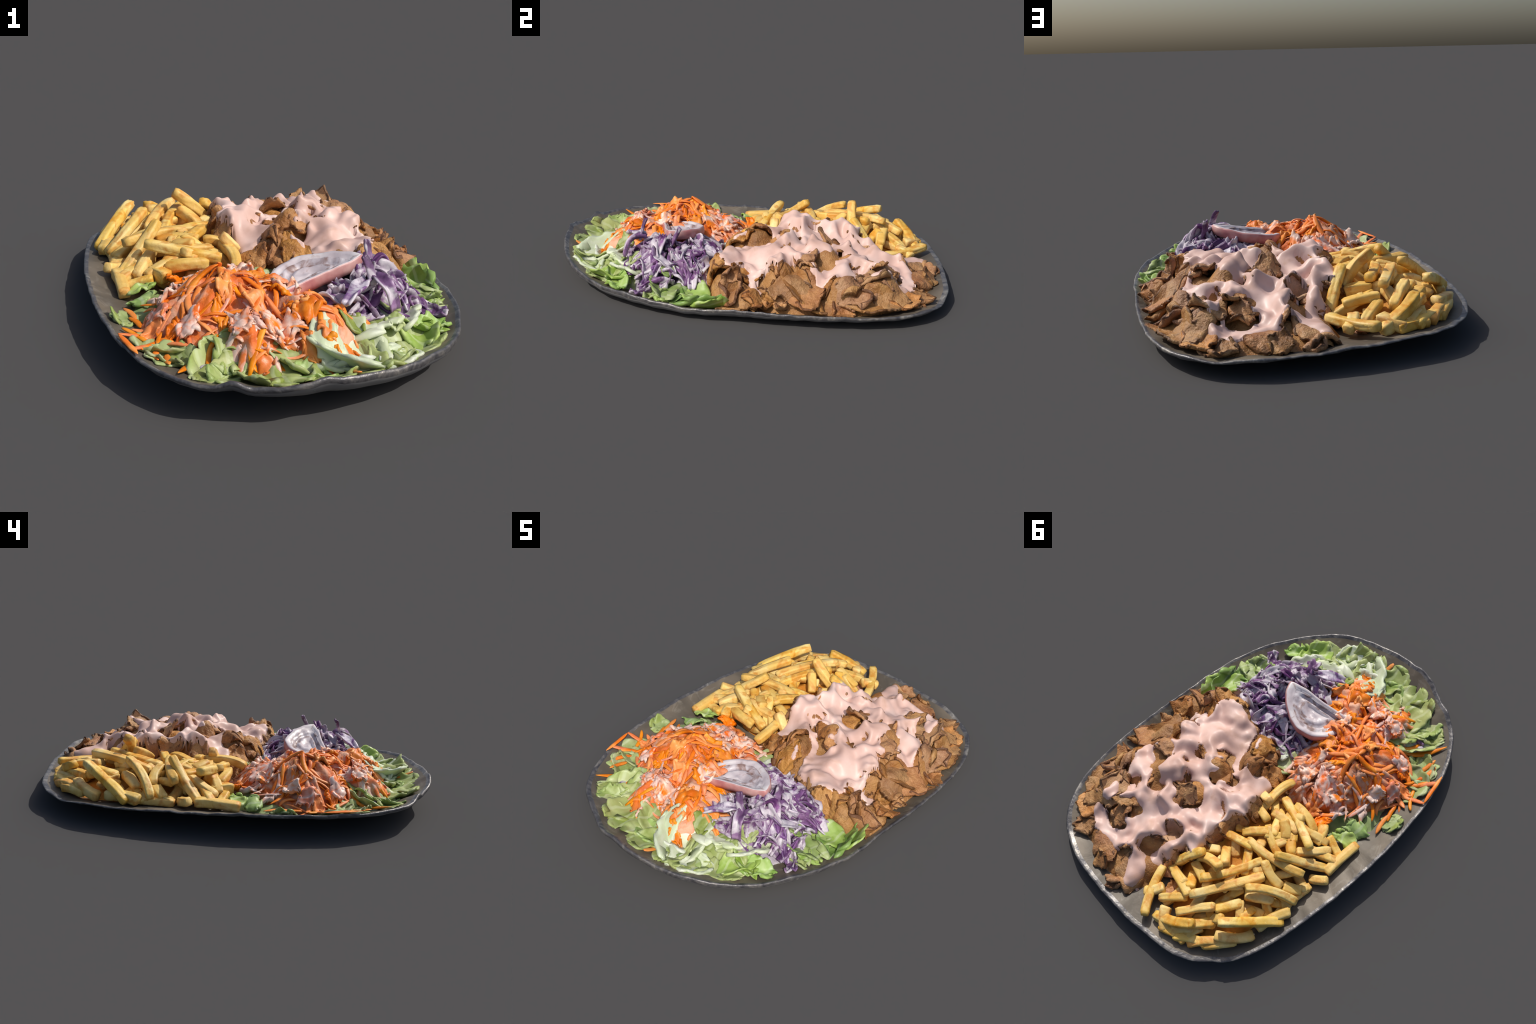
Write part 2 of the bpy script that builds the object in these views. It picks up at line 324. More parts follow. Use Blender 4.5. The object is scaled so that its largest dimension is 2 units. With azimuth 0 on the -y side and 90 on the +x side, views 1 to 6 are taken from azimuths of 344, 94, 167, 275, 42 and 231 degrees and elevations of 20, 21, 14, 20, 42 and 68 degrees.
def bed(name,kind,mat,parent,step=.014,amp=.02,freq=9,drop=.02,ridge=None):
    """the inside of a heap: its smooth dome with lumps"""
    xs=np.arange(-.72,.72,step);ys=np.arange(-1.0,1.0,step); X,Y=np.meshgrid(xs,ys,indexing='ij')
    D=np.max([dome(d,X,Y) for d in HEAPS[kind]],0)+.0; pz=plate_z(X,Y); Z=heap_z(X,Y,(kind,))
    rr,_=rim_at(np.arctan2(Y,X)); inside=np.hypot(X,Y)<rr*.93
    ok=(D>pz+.012)&inside; idx=-np.ones(X.shape,int); V=[];F=[]
    for i,j in zip(*np.nonzero(ok)):
        n=nz(X[i,j],Y[i,j],0,freq,3)+.5*nz(X[i,j],Y[i,j],0,freq*2.2,5)
        if ridge:
            an=math.atan2(Y[i,j]-ridge[1],X[i,j]-ridge[0]); rd=math.hypot(X[i,j]-ridge[0],Y[i,j]-ridge[1])
            n+=1.1-3.2*abs(nz(math.cos(an)*2.2+rd*2,math.sin(an)*2.2,rd*1.5,1.6,8))
        z=Z[i,j]-drop+amp*n; low=pz[i,j]-.004
        edge=min(1,max(0,(D[i,j]-pz[i,j]-.012)/.03))
        idx[i,j]=len(V); V.append((X[i,j],Y[i,j],low+(max(z,low)-low)*edge))
    for i in range(len(xs)-1):
        for j in range(len(ys)-1):
            q=(idx[i,j],idx[i+1,j],idx[i+1,j+1],idx[i,j+1])
            if min(q)>=0: F.append(q)
    o=add(name,V,F,mat,parent); o['kind']='stuff'; return o

# ============================================================ the dish
DISH=empty('kebab_platter')
DISH['label']='oval metal platter with sauced kebab meat, fries and mixed salad'
DISH['category']='food platter'

# ---- platter
def platter():
    NA=260; ang=np.linspace(0,2*np.pi,NA,endpoint=False); r,z=rim_at(ang)
    for k,(bx,by,h,s) in enumerate([(-.11,-.985,.014,.04),(-.37,-.925,.024,.035)]):
        z=z+h*np.exp(-((r*np.cos(ang)-bx)**2+(r*np.sin(ang)-by)**2)/s**2)
    jag=np.array([nz(math.cos(a)*3,math.sin(a)*3,0,3.2,1)+.6*nz(math.cos(a)*3,math.sin(a)*3,0,9,2) for a in ang])
    z=z+.006*jag; r=r*(1+.004*np.roll(jag,3))
    # profile from the middle of the inside, over the lip and back under: (fraction of radius, share of the rise to the rim, thickness below)
    prof=[(0,0,0),(.3,0,0),(.55,0,0),(.74,0,0),(.80,.11,0),(.86,.31,0),(.91,.53,0),(.95,.75,0),(.978,.90,0),(.992,1.0,0),(1.0,1.02,0),(1.004,.96,.004),(1.002,.88,.008),(.990,.74,.012),(.967,.57,.014),(.93,.38,.015),(.88,.20,.015),(.81,.06,.013),(.74,0,.012),(.55,0,.010),(.3,0,.010),(0,0,.010)]
    V=[];F=[];S=[]
    for k,(s,m,dn) in enumerate(prof):
        for a in range(NA):
            x,y=r[a]*s*math.cos(ang[a]),r[a]*s*math.sin(ang[a])
            w=(.004*nz(x,y,k>11,7,4)+.003*nz(x,y,k>11,19,6))*(.3+m) if 3<k<19 else 0
            b=float(plate_floor(x,y)); wall=(.5+.5*math.cos(ang[a]+.6))**2; m_=m-(.14*wall-.085)*math.sin(math.pi*min(1,(k-11)/7)) if 11<k<18 else m; V.append((x,y,max(0,b+(z[a]-b)*m_+w-dn*(.45+.55*wall))))
        if k:
            for a in range(NA):
                a2=(a+1)%NA; F.append(((k-1)*NA+a,(k-1)*NA+a2,k*NA+a2,k*NA+a)); S.append(1 if 9<=k<=12 else 2 if k>12 else 0)
    return add('platter',V,F,[PLATE,RIM,UNDER],DISH,slots=S,centre=False)
platter()

# ---- meat
MEATP=empty('kebab_meat',DISH)
bed('meat_bed','meat',MEAT,MEATP,amp=.02,freq=8,drop=.035)
SLICES=[(.13,.74,.0,.91,.12,'arch'),(.69,-.09,.55,.11,.11,'roll'),(.49,.0,.40,.01,.12,'bowl'),(.43,-.11,.25,-.07,.1,'arch'),(.57,.17,.54,.10,.09,'bowl'),(.65,.40,.45,.17,.08,'roll'),(.43,.34,.38,.26,.09,'arch'),
 (.62,.53,.56,.44,.1,'wave'),(.50,.55,.48,.65,.1,'wave'),(.54,.84,.55,.60,.13,'flat'),(.49,.86,.41,.77,.08,'roll'),(.34,.84,.17,.87,.1,'arch'),(.36,.70,.28,.67,.12,'arch'),(.35,.60,.29,.57,.07,'arch'),
 (.14,.94,.05,.90,.1,'tube'),(.21,.39,.09,.39,.09,'fin'),(.19,.19,.05,.20,.09,'arch'),(.29,.19,.24,.14,.09,'arch'),(.10,.01,.11,-.15,.08,'flat'),(.01,.02,-.05,.0,.08,'arch'),(-.08,.07,-.09,-.01,.12,'wave'),
 (-.06,.29,-.17,.36,.13,'bowl'),(-.08,.48,-.09,.37,.09,'arch'),(.09,.61,.02,.50,.13,'bowl'),(-.04,.56,-.08,.50,.11,'bowl'),(-.02,.67,-.10,.67,.09,'arch'),(-.09,.72,-.19,.73,.13,'arch'),(.09,.80,-.03,.91,.12,'flat'),
 (-.15,.15,-.10,.23,.08,'bowl'),(.33,-.15,.48,-.13,.1,'flat'),(.53,-.09,.52,.01,.17,'bowl'),(.58,-.06,.58,.09,.11,'bowl'),(.55,.13,.54,.33,.15,'arch'),(.55,.11,.58,.17,.06,'roll'),(.59,.16,.59,.22,.08,'tube'),
 (.63,.25,.58,.41,.13,'flat'),(.48,.45,.60,.50,.15,'wave'),(.49,.54,.39,.72,.11,'roll'),(.53,.55,.54,.64,.11,'bowl'),(.61,.54,.48,.86,.12,'flat'),(.47,.75,.42,.87,.11,'wave'),(.04,.91,.14,.90,.11,'fin'),
 (.48,.66,.50,.70,.09,'arch'),(.54,.05,.64,-.01,.11,'wave'),(.52,-.12,.58,-.02,.08,'arch'),(.46,-.14,.43,-.06,.11,'bowl'),(.46,.0,.55,-.04,.15,'wave'),(-.20,.17,-.17,.21,.13,'flat'),(.01,.02,.14,-.13,.16,'flat'),
 (.28,-.12,.33,-.12,.08,'wave'),(.46,.66,.53,.68,.12,'wave'),(.49,.52,.61,.54,.13,'roll'),(.38,.84,.21,.94,.17,'arch'),(.07,.84,.13,.94,.13,'bowl'),(.49,.80,.42,.85,.1,'bowl'),(.58,.63,.51,.81,.14,'flat'),
 (.54,.40,.60,.48,.13,'flat'),(.63,.14,.59,.34,.1,'arch'),(.37,.61,.32,.66,.09,'fin'),(.29,.80,.21,.84,.13,'arch'),(-.02,.01,-.06,-.07,.09,'roll'),(.01,-.04,.11,-.13,.2,'arch'),(-.1,.05,-.08,-.1,.15,'flat'),
 (-.20,.29,-.14,.18,.13,'bowl'),(.23,-.14,.29,-.14,.09,'wave'),(.62,.50,.55,.80,.10,'wave'),(.64,.22,.63,.40,.09,'arch'),(.60,.62,.62,.70,.07,'roll'),(.50,.90,.40,.94,.08,'bowl'),(.66,.02,.64,.14,.08,'wave'),(.57,.74,.50,.90,.10,'flat'),(.28,.93,.18,.97,.07,'roll')]
meat_objs=[]; PILE=Pile(('meat',),.03)
# slices under the sauce, set every which way
def poisson(n,xr,yr,ok,gap,rnd):
    out=[]
    for _ in range(6000):
        x,y=rnd.uniform(*xr),rnd.uniform(*yr)
        if ok(x,y) and all((x-a)**2+(y-b)**2>gap*gap for a,b in out): out.append((x,y))
        if len(out)==n: break
    return out
inmeat=lambda x,y: max(float(dome(d,x,y)) for d in HEAPS['meat'])>.12
for x,y in poisson(22,(-.15,.6),(-.12,.9),inmeat,.12,R):
    a=R.uniform(0,6.28); L=R.uniform(.06,.09)
    k=R.choice(['arch','bowl','wave','roll','arch','wave','bowl'])
    meat_objs.append(leaf_piece('meat_slice',(x-L*math.cos(a),y-L*math.sin(a)),(x+L*math.cos(a),y+L*math.sin(a)),R.uniform(.07,.13),k,(MEAT,MEDGE),MEATP,R,kinds=('meat',),th=.013,wob=.008,freq=7,ragged=.10,drape=.75,ruffle=.012,edge=.7,tilt=R.uniform(-.5,.5),lift=-.02,pile=PILE))

kept=[]
for s in SLICES:
    mx,my=(s[0]+s[2])/2,(s[1]+s[3])/2
    if any(math.hypot(mx-a,my-b)<.055 for a,b in kept): continue
    kept.append((mx,my))
    sauced=s[0]<.12 and s[1]>.3
    meat_objs.append(leaf_piece('meat_slice',s[:2],s[2:4],s[4]*1.45,s[5],(MEATS if sauced else MEAT,MEDGE),MEATP,R,kinds=('meat',),th=.013,wob=.007,freq=6,ragged=.10,drape=.78,ruffle=.011,edge=.7,tilt=R.uniform(-.25,.25),lift=-.02,pile=PILE,nu=40,nv=30))
# ---- sauce, poured in strokes and sagging over the slices below it
STROKES=[(.038,[(.48,.07),(.38,.2),(.33,.26)]),(.06,[(.35,-.05),(.24,-.05),(.18,.02),(.17,.11),(.04,.14),(-.04,.12),(-.09,.2),(-.05,.27)]),(.05,[(.37,.06),(.26,.09)]),
 (.055,[(.25,.32),(.18,.25),(.1,.27),(.02,.35),(-.03,.45),(-.05,.48)]),(.04,[(.03,.28),(-.02,.23)]),(.03,[(.42,.28),(.48,.39),(.44,.48)]),
 (.03,[(.3,.33),(.3,.42),(.36,.48),(.34,.56),(.42,.65),(.41,.73),(.35,.78),(.26,.78),(.2,.77)]),(.055,[(.27,.53),(.19,.55),(.14,.6),(.19,.66),(.16,.73)]),
 (.03,[(.13,.74),(.06,.81),(.03,.85)]),(.04,[(.2,.5),(.12,.51),(.02,.46)]),(.03,[(.04,.68),(-.01,.59),(-.02,.52)])]
def blur(Z,n):
    for _ in range(n):
        for ax in (0,1):
            Z=(np.roll(Z,1,ax)+2*Z+np.roll(Z,-1,ax))/4
    return Z
def sauce():
    step=.005; xs=np.arange(-.24,.62,step);ys=np.arange(-.2,1.0,step); X,Y=np.meshgrid(xs,ys,indexing='ij')
    Mk=np.full(X.shape,-1.0)
    for r,pts in STROKES:
        for (ax,ay),(bx,by) in zip(pts,pts[1:]):
            dx,dy=bx-ax,by-ay; t=np.clip(((X-ax)*dx+(Y-ay)*dy)/(dx*dx+dy*dy),0,1)
            d=np.hypot(X-ax-t*dx,Y-ay-t*dy); Mk=np.maximum(Mk,1-d/(r*1.2+.008))
    for i in range(len(xs)):
        for j in range(len(ys)):
            if Mk[i,j]>-.95: Mk[i,j]+=.6*nz(X[i,j],Y[i,j],0,9,2)+.15*nz(X[i,j],Y[i,j],0,22,4)
    for bx,by,r in [(.19,.14,.05),(.08,.21,.04),(.16,.39,.06),(.43,.30,.05),(.34,.67,.05),(.41,.58,.04),(.30,.46,.035)]:
        Xw=X+.028*np.sin(37*Y+3*np.sin(19*X)); Yw=Y+.028*np.sin(41*X+2*np.sin(23*Y))
        Mk=np.minimum(Mk,np.maximum(np.hypot(Xw-bx,Yw-by)/(r*.85)-1.25+.5*np.sin(31*X+4*np.sin(23*Y))*np.sin(27*Y+bx*40),-1))
    # the surface beneath
    bpy.context.view_layer.update()
    VV=[];FF=[]
    for o in MEATP.children:
        k=len(VV); mw=o.location; VV+= [v.co+mw for v in o.data.vertices]; FF+=[[q+k for q in p.vertices] for p in o.data.polygons]
    T=BVHTree.FromPolygons(VV,FF); Z=np.zeros(X.shape)
    for i in range(len(xs)):
        for j in range(len(ys)):
            h=T.ray_cast(Vector((xs[i],ys[j],1)),Vector((0,0,-1)))
            Z[i,j]=h[0].z if h[0] else float(plate_z(xs[i],ys[j]))
    B=blur(Z,10); D=np.maximum(Z-B,0)
    for _ in range(3):
        for ax in (0,1): D=np.maximum(D,np.maximum(np.roll(D,1,ax),np.roll(D,-1,ax)))
    S=B+blur(D,8)*.95
    gx,gy=np.gradient(blur(S,1),step); st=np.hypot(gx,gy); Mk=blur(Mk-.9*np.clip(blur(st,3)-.75,0,1.2),4)
    th=np.clip(Mk*1.6,-.9,1); th=np.where(th>0,.002+.007*np.sin(np.minimum(th,1)*1.57),th*.02)
    th=blur(th,2); Zs=S+th
    ok=Mk>-.4; idx=-np.ones(X.shape,int); V=[];F=[]
    for i,j in zip(*np.nonzero(ok)): idx[i,j]=len(V); V.append((X[i,j],Y[i,j],Zs[i,j] if Mk[i,j]>-.2 else min(Zs[i,j],Z[i,j]-.008)))
    for i in range(len(xs)-1):
        for j in range(len(ys)-1):
            q=(idx[i,j],idx[i+1,j],idx[i+1,j+1],idx[i,j+1])
            if min(q)>=0: F.append(q)
    return add('sauce',V,F,SAUCE_M,DISH,centre=False)
sauce()

# ---- fries: the ends of each as read off, widths and bends varied
FRYP=empty('french_fries',DISH)
bed('fry_bed','fries',FRYBED,FRYP,amp=.03,freq=9,drop=.045)
FRIES=[((-.18,.04,.165),(-.445,.125,.225)),((-.225,.315,.2),(-.515,.235,.2)),((-.385,.27,.26),(-.56,.11,.11)),((-.41,.48,.25),(-.577,.345,.13)),((-.25,.69,.22),(-.40,.39,.20)),((-.22,.60,.225),(-.335,.345,.205)),
 ((-.455,.687,.21),(-.62,.465,.10)),((-.03,.73,.11),(-.15,.93,.125)),((-.255,.525,.305),(-.13,.545,.175)),((-.36,.33,.20),(-.475,.345,.16)),((-.45,.11,.145),(-.57,.05,.11)),((-.575,.12,.10),(-.57,-.07,.09)),
 ((-.185,.87,.09),(-.345,.775,.18)),((-.13,-.045,.15),(-.145,.155,.175)),((-.26,.785,.16),(-.355,.655,.205)),((-.57,.24,.10),(-.575,.455,.105)),((-.19,.43,.19),(-.245,.48,.235)),
 ((-.22,.40,.15),(-.18,.36,.17)),((-.27,.13,.2),(-.32,.17,.19)),((-.33,.16,.18),(-.40,.20,.17)),((-.25,.08,.17),(-.31,.05,.2)),((-.30,.86,.085),(-.36,.79,.10)),((-.36,.86,.10),(-.38,.76,.12)),
 ((-.40,.84,.085),(-.52,.70,.09)),((-.45,.79,.09),(-.53,.68,.10)),((-.31,.76,.11),(-.42,.66,.17)),((-.50,.45,.11),(-.55,.49,.10)),((-.45,.54,.13),(-.52,.50,.12)),((-.35,.62,.15),(-.38,.50,.18)),
 ((-.55,.29,.12),(-.50,.33,.14)),((-.42,.34,.15),(-.47,.26,.17)),((-.55,.20,.11),(-.60,.16,.13)),((-.14,.80,.11),(-.22,.72,.15)),((-.10,.77,.12),(-.06,.83,.10)),((-.10,.68,.15),(-.22,.70,.17)),((-.14,.58,.17),(-.22,.60,.18)),
 ((-.42,.02,.12),(-.36,.10,.17)),((-.40,-.01,.13),(-.43,.06,.13)),((-.18,.30,.2),(-.25,.22,.2)),((-.48,.60,.13),(-.42,.54,.16)),((-.57,.38,.09),(-.52,.42,.11)),((-.30,.43,.17),(-.40,.42,.18)),((-.27,.30,.18),(-.40,.33,.18)),((-.24,.20,.2),(-.38,.25,.19)),
 ((-.56,.55,.09),(-.60,.40,.09)),((-.26,.88,.08),(-.20,.82,.10)),((-.50,.15,.14),(-.44,.22,.16)),((-.54,.02,.10),(-.46,.0,.12)),((-.32,.56,.19),(-.28,.46,.2)),((-.36,.14,.185),(-.26,.23,.205)),((-.27,.05,.17),(-.40,.20,.185)),((-.46,.03,.13),(-.33,.08,.165)),((-.20,.13,.175),(-.34,.11,.19)),((-.42,.17,.175),(-.50,.05,.13)),((-.38,.04,.15),(-.24,.02,.155)),((-.45,.79,.09),(-.33,.87,.09)),((-.56,.60,.10),(-.46,.72,.125)),((-.30,.80,.12),(-.40,.70,.15)),((-.25,.90,.085),(-.36,.85,.09))]
for a,b in FRIES:
    a,b=np.array(a),np.array(b); L=np.linalg.norm(b-a); m=(a+b)/2+np.array([R.uniform(-.02,.02),R.uniform(-.02,.02),R.uniform(-.004,.016)])*min(1,L/.2)
    w=R.uniform(.038,.050); ext=(b-a)/L*.012
    V,F=rod([a-ext,m,b+ext],w,w*R.uniform(.85,1.05),rings=16,sides=20,sq=R.uniform(5,9),rnd=R,twist=R.uniform(-.4,.4),blunt=R.uniform(.95,1.1)); add('french_fry',on_plate(V),F,FRY,FRYP)
infry=lambda x,y: math.hypot(x,y)<.80*float(rim_at(math.atan2(y,x))[0]) and max(float(dome(d,x,y)) for d in HEAPS['fries'])>.10
for x,y in poisson(40,(-.66,-.05),(-.02,.9),infry,.085,R):
    a=R.uniform(0,6.28);L=R.uniform(.04,.09); z=float(heap_z(x,y,('fries',)))-.02; dz=R.uniform(-.03,.03)
    c,s=math.cos(a)*L,math.sin(a)*L; w=R.uniform(.038,.048)
    za,zb=float(heap_z(x-c,y-s,('fries',))),float(heap_z(x+c,y+s,('fries',)))
    V,F=rod([(x-c,y-s,za-.01-dz),(x,y,z+.01),(x+c,y+s,zb-.01+dz)],w,w*.95,rings=14,sides=20,sq=6,blunt=1.0,rnd=R,twist=R.uniform(-.5,.5)); add('french_fry',on_plate(V),F,FRY,FRYP)

# ---- lettuce
LETP=empty('lettuce',DISH)
bed('lettuce_bed','lettuce',LETBED,LETP,amp=.03,freq=10,drop=.03)
LEAVES=[(.20,-.85,.1,'G'),(.35,-.62,.1,'G'),(.42,-.60,.08,'G'),(.29,-.76,.11,'L'),(.20,-.72,.12,'L'),(.05,-.78,.2,'W'),(-.03,-.88,.14,'L'),(-.17,-.84,.1,'L'),(-.27,-.81,.12,'L'),(-.39,-.74,.14,'L'),(-.52,-.64,.13,'L'),(-.55,-.48,.1,'L'),
 (-.61,-.29,.17,'L'),(-.51,-.20,.09,'G'),(-.51,-.13,.1,'G'),(-.51,-.06,.1,'G'),(-.08,-.28,.1,'L'),(-.01,-.11,.11,'L'),(-.06,-.17,.07,'W'),(-.09,-.08,.08,'L'),(.49,-.37,.13,'G'),(.50,-.23,.12,'G'),(.53,-.19,.1,'G'),(-.35,-.77,.14,'L'),
 (-.50,-.63,.09,'L'),(.15,-.82,.14,'L'),(.23,-.84,.1,'W'),(.20,-.61,.14,'W'),(.27,-.66,.15,'L'),(.33,-.57,.13,'W'),(.38,-.65,.12,'G'),(.13,-.55,.11,'L'),(.09,-.69,.16,'W'),(.05,-.74,.15,'W'),(.06,-.59,.08,'L'),(.28,-.39,.09,'L'),
 (.54,-.18,.16,'G'),(.45,-.20,.08,'G'),(.49,-.41,.1,'L'),(.56,-.39,.07,'G'),(.45,-.53,.08,'L'),(-.56,-.59,.1,'L'),(.28,-.75,.08,'L'),(.21,-.87,.13,'L'),(.11,-.81,.13,'L'),(.36,-.65,.11,'G'),(.60,-.30,.1,'G'),(.60,-.14,.14,'G'),
 (.48,-.27,.12,'G'),(-.21,-.82,.14,'L'),(-.29,-.65,.13,'L'),(-.08,-.81,.08,'G'),(-.57,-.21,.07,'G'),(-.60,-.29,.1,'L'),(-.40,-.87,.07,'L'),(-.44,-.62,.12,'L'),(-.38,-.68,.1,'W'),(-.14,-.74,.12,'L'),(.42,-.48,.11,'L'),(.0,-.68,.12,'L'),(.36,-.72,.1,'L')]
for i,(x,y,s,k) in enumerate(LEAVES):
    if i%3==1 and s<.13: continue
    s=max(s,.09)*1.35
    if x<-.4 and y>-.34: s=min(s,.085)
    h=s*R.uniform(.5,.68); a=R.uniform(0,6.28)
    rr=float(rim_at(math.atan2(y,x))[0])-h*.9-.015; q=min(1,rr/math.hypot(x,y)); x,y=x*q,y*q
    kind=R.choice(['wave','bowl','arch','wave','arch','roll' if s<.12 else 'wave'])
    leaf_piece('lettuce_leaf',(x-h*math.cos(a),y-h*math.sin(a)),(x+h*math.cos(a),y+h*math.sin(a)),s*R.uniform(.75,1.0),kind,{'G':LETG,'L':LET,'W':LETW}[k],LETP,R,th=.008 if k!='W' else .015,
      wob=.011 if k!='W' else .007,freq=8,kinds=('lettuce',),drape=.75,lift=.004,ragged=.2,tilt=R.uniform(-.4,.4),taper=10,ruffle=.010 if k!='W' else .006,nu=26,nv=22)

# ---- red cabbage
CABP=empty('red_cabbage_salad',DISH)
def on_heap(pts,lift,kinds): return [(x,y,float(heap_z(x,y,kinds))+lift) for x,y in pts]
def path3(pts,n):
    pts=np.array(pts,float); q=np.linspace(0,1,n)[:,None]
    if len(pts)==3:
        a,m,b=pts; c=2*m-.5*(a+b); return (1-q)**2*a+2*q*(1-q)*c+q**2*b
    t=np.concatenate([[0],np.cumsum(np.linalg.norm(np.diff(pts,axis=0),axis=1))]);t/=t[-1]
    C=np.stack([np.interp(q[:,0],t,pts[:,k]) for k in range(3)],1)
    for _ in range(2): C[1:-1]=(C[:-2]+2*C[1:-1]+C[2:])/4
    return C
def ribbon(name,pts,w,mat,parent,rnd,th=.012,ruffle=.012,roll0=None,turn=1.0,n=22,m=7,floor=True,cup=.25):
    """a shred: a ruffled strip along a path"""
    C=path3(pts,n); T=np.gradient(C,axis=0); T/=np.linalg.norm(T,axis=1,keepdims=True)+1e-9; seed=rnd.random()*50
    a0=rnd.uniform(-.8,.8) if roll0 is None else roll0; P=np.zeros((n,m,3)); tr=rnd.uniform(-turn,turn)
    for i in range(n):
        S=np.cross(T[i],(0,0,1)); S/=np.linalg.norm(S)+1e-6; U=np.cross(S,T[i]); q=i/(n-1)
        a=a0+tr*(q-.5)+.5*nz(q*2.2,0,0,1,seed); wd=w*(.55+.45*math.sin(math.pi*min(1,max(0,q*.92+.04)))**.5)*(1+.3*nz(q*4,3,0,1,seed))
        for j in range(m):
            v=(j/(m-1)-.5)*2; r=ruffle*nz(C[i][0]*1.0,C[i][1],v*.05,22,seed)+cup*w*(v*v-.4)
            P[i,j]=C[i]+(S*math.cos(a)+U*math.sin(a))*v*wd/2+(U*math.cos(a)-S*math.sin(a))*r
    if floor: P[...,2]=np.maximum(P[...,2],plate_z(P[...,0],P[...,1])+.004)
    V,F,sl=sheet(P,th); return add(name,V,F,mat,parent)
bed('cabbage_bed','cabbage',CABW,CABP,amp=.035,freq=12,drop=.035)
KC=('cabbage','lettuce')
SHREDS=[[(.47,-.25),(.41,-.26),(.31,-.26)],[(.45,-.24),(.46,-.20),(.49,-.17)],[(.39,-.17),(.48,-.14),(.58,-.09)],[(.42,-.37),(.39,-.33),(.32,-.30)],[(.32,-.30),(.33,-.24),(.39,-.17)],[(.55,-.49),(.51,-.46),(.50,-.42)],
 [(.49,-.48),(.46,-.46),(.43,-.43)],[(.12,-.59),(.22,-.52),(.29,-.46)],[(.33,-.51),(.35,-.48),(.34,-.43)],[(.38,-.23),(.41,-.21),(.40,-.16)],[(.25,-.59),(.13,-.59),(.09,-.58)],[(-.01,-.19),(-.03,-.23),(-.03,-.26)],
 [(.12,-.44),(.20,-.51),(.23,-.60)],[(.20,-.44),(.28,-.44),(.36,-.48)],[(.31,-.46),(.35,-.48),(.36,-.55)],[(.04,-.58),(.04,-.51),(.05,-.46)],[(.26,-.27),(.35,-.27),(.44,-.26)],[(.41,-.26),(.44,-.24),(.50,-.23)],
 [(.07,-.18),(.16,-.23),(.17,-.14)],[(.46,-.50),(.46,-.45),(.46,-.38)],[(.53,-.52),(.51,-.47),(.47,-.42)],[(.39,-.41),(.41,-.45),(.42,-.52)],[(-.41,-.71),(-.37,-.70),(-.33,-.72)],[(.33,-.33),(.40,-.28),(.47,-.23)],
 [(.48,-.48),(.41,-.42),(.42,-.36)],[(.38,-.50),(.31,-.45),(.27,-.46)],[(.33,-.60),(.27,-.53),(.26,-.48)],[(.22,-.12),(.22,-.18),(.20,-.22)],[(.05,-.10),(.03,-.15),(.01,-.19)],[(-.02,-.20),(.02,-.22),(.06,-.21)],[(.33,-.21),(.27,-.23),(.21,-.27)]]
for p in SHREDS:
    w=R.uniform(.026,.05); ribbon('cabbage_shred',on_heap(p,.018,KC),w,R.choice([CAB,CAB,CABW]),CABP,R,th=.011,ruffle=.018,turn=1.2)
# the curls that stand up from the heap
ribbon('cabbage_shred',[(.235,-.53,.22),(.225,-.52,.28),(.205,-.505,.325)],.034,CAB,CABP,R,roll0=.5,turn=.4,ruffle=.006,floor=False)
ribbon('cabbage_shred',[(.30,-.37,.22),(.295,-.345,.27),(.294,-.322,.315)],.032,CAB,CABP,R,roll0=-.4,turn=.4,ruffle=.006,floor=False)
ribbon('cabbage_shred',[(.29,-.60,.15),(.265,-.56,.24),(.24,-.50,.235)],.05,CAB,CABP,R,roll0=.2,ruffle=.012,floor=False)
ribbon('cabbage_shred',[(.10,-.62,.20),(.16,-.57,.235),(.22,-.52,.24)],.05,CABW,CABP,R,roll0=.1,ruffle=.012)
ribbon('cabbage_shred',[(.28,-.42,.24),(.33,-.40,.27),(.36,-.42,.18)],.035,CAB,CABP,R,roll0=.3,ruffle=.01)
incab=lambda x,y: float(dome(HEAPS['cabbage'][0],x,y))>.085 and not(-.05<x<.24 and -.46<y<-.28)
for x,y in poisson(66,(-.15,.56),(-.64,-.08),incab,.05,R):
    a=R.uniform(0,6.28);L=R.uniform(.04,.085); c,s=math.cos(a)*L,math.sin(a)*L
    pts=on_heap([(x-c,y-s),(x+R.uniform(-.03,.03),y+R.uniform(-.03,.03)),(x+c,y+s)],R.uniform(.0,.016),KC); pts[1]=(pts[1][0],pts[1][1],pts[1][2]+R.uniform(.0,.03))
    ribbon('cabbage_shred',pts,R.uniform(.036,.072),R.choice([CAB,CABW,CABW]),CABP,R,th=.009,ruffle=.022,turn=1.8)

for x,y in poisson(16,(-.05,.54),(-.64,-.1),incab,.09,R):
    a=R.uniform(0,6.28);L=R.uniform(.04,.06); c,s_=math.cos(a)*L,math.sin(a)*L
    leaf_piece('cabbage_piece',(x-c,y-s_),(x+c,y+s_),R.uniform(.05,.08),R.choice(['bowl','wave','roll','arch']),R.choice([CAB,CABW]),CABP,R,th=.010,wob=.014,freq=14,kinds=KC,drape=.8,lift=R.uniform(.008,.024),ragged=.25,ruffle=.02,tilt=R.uniform(-.6,.6))

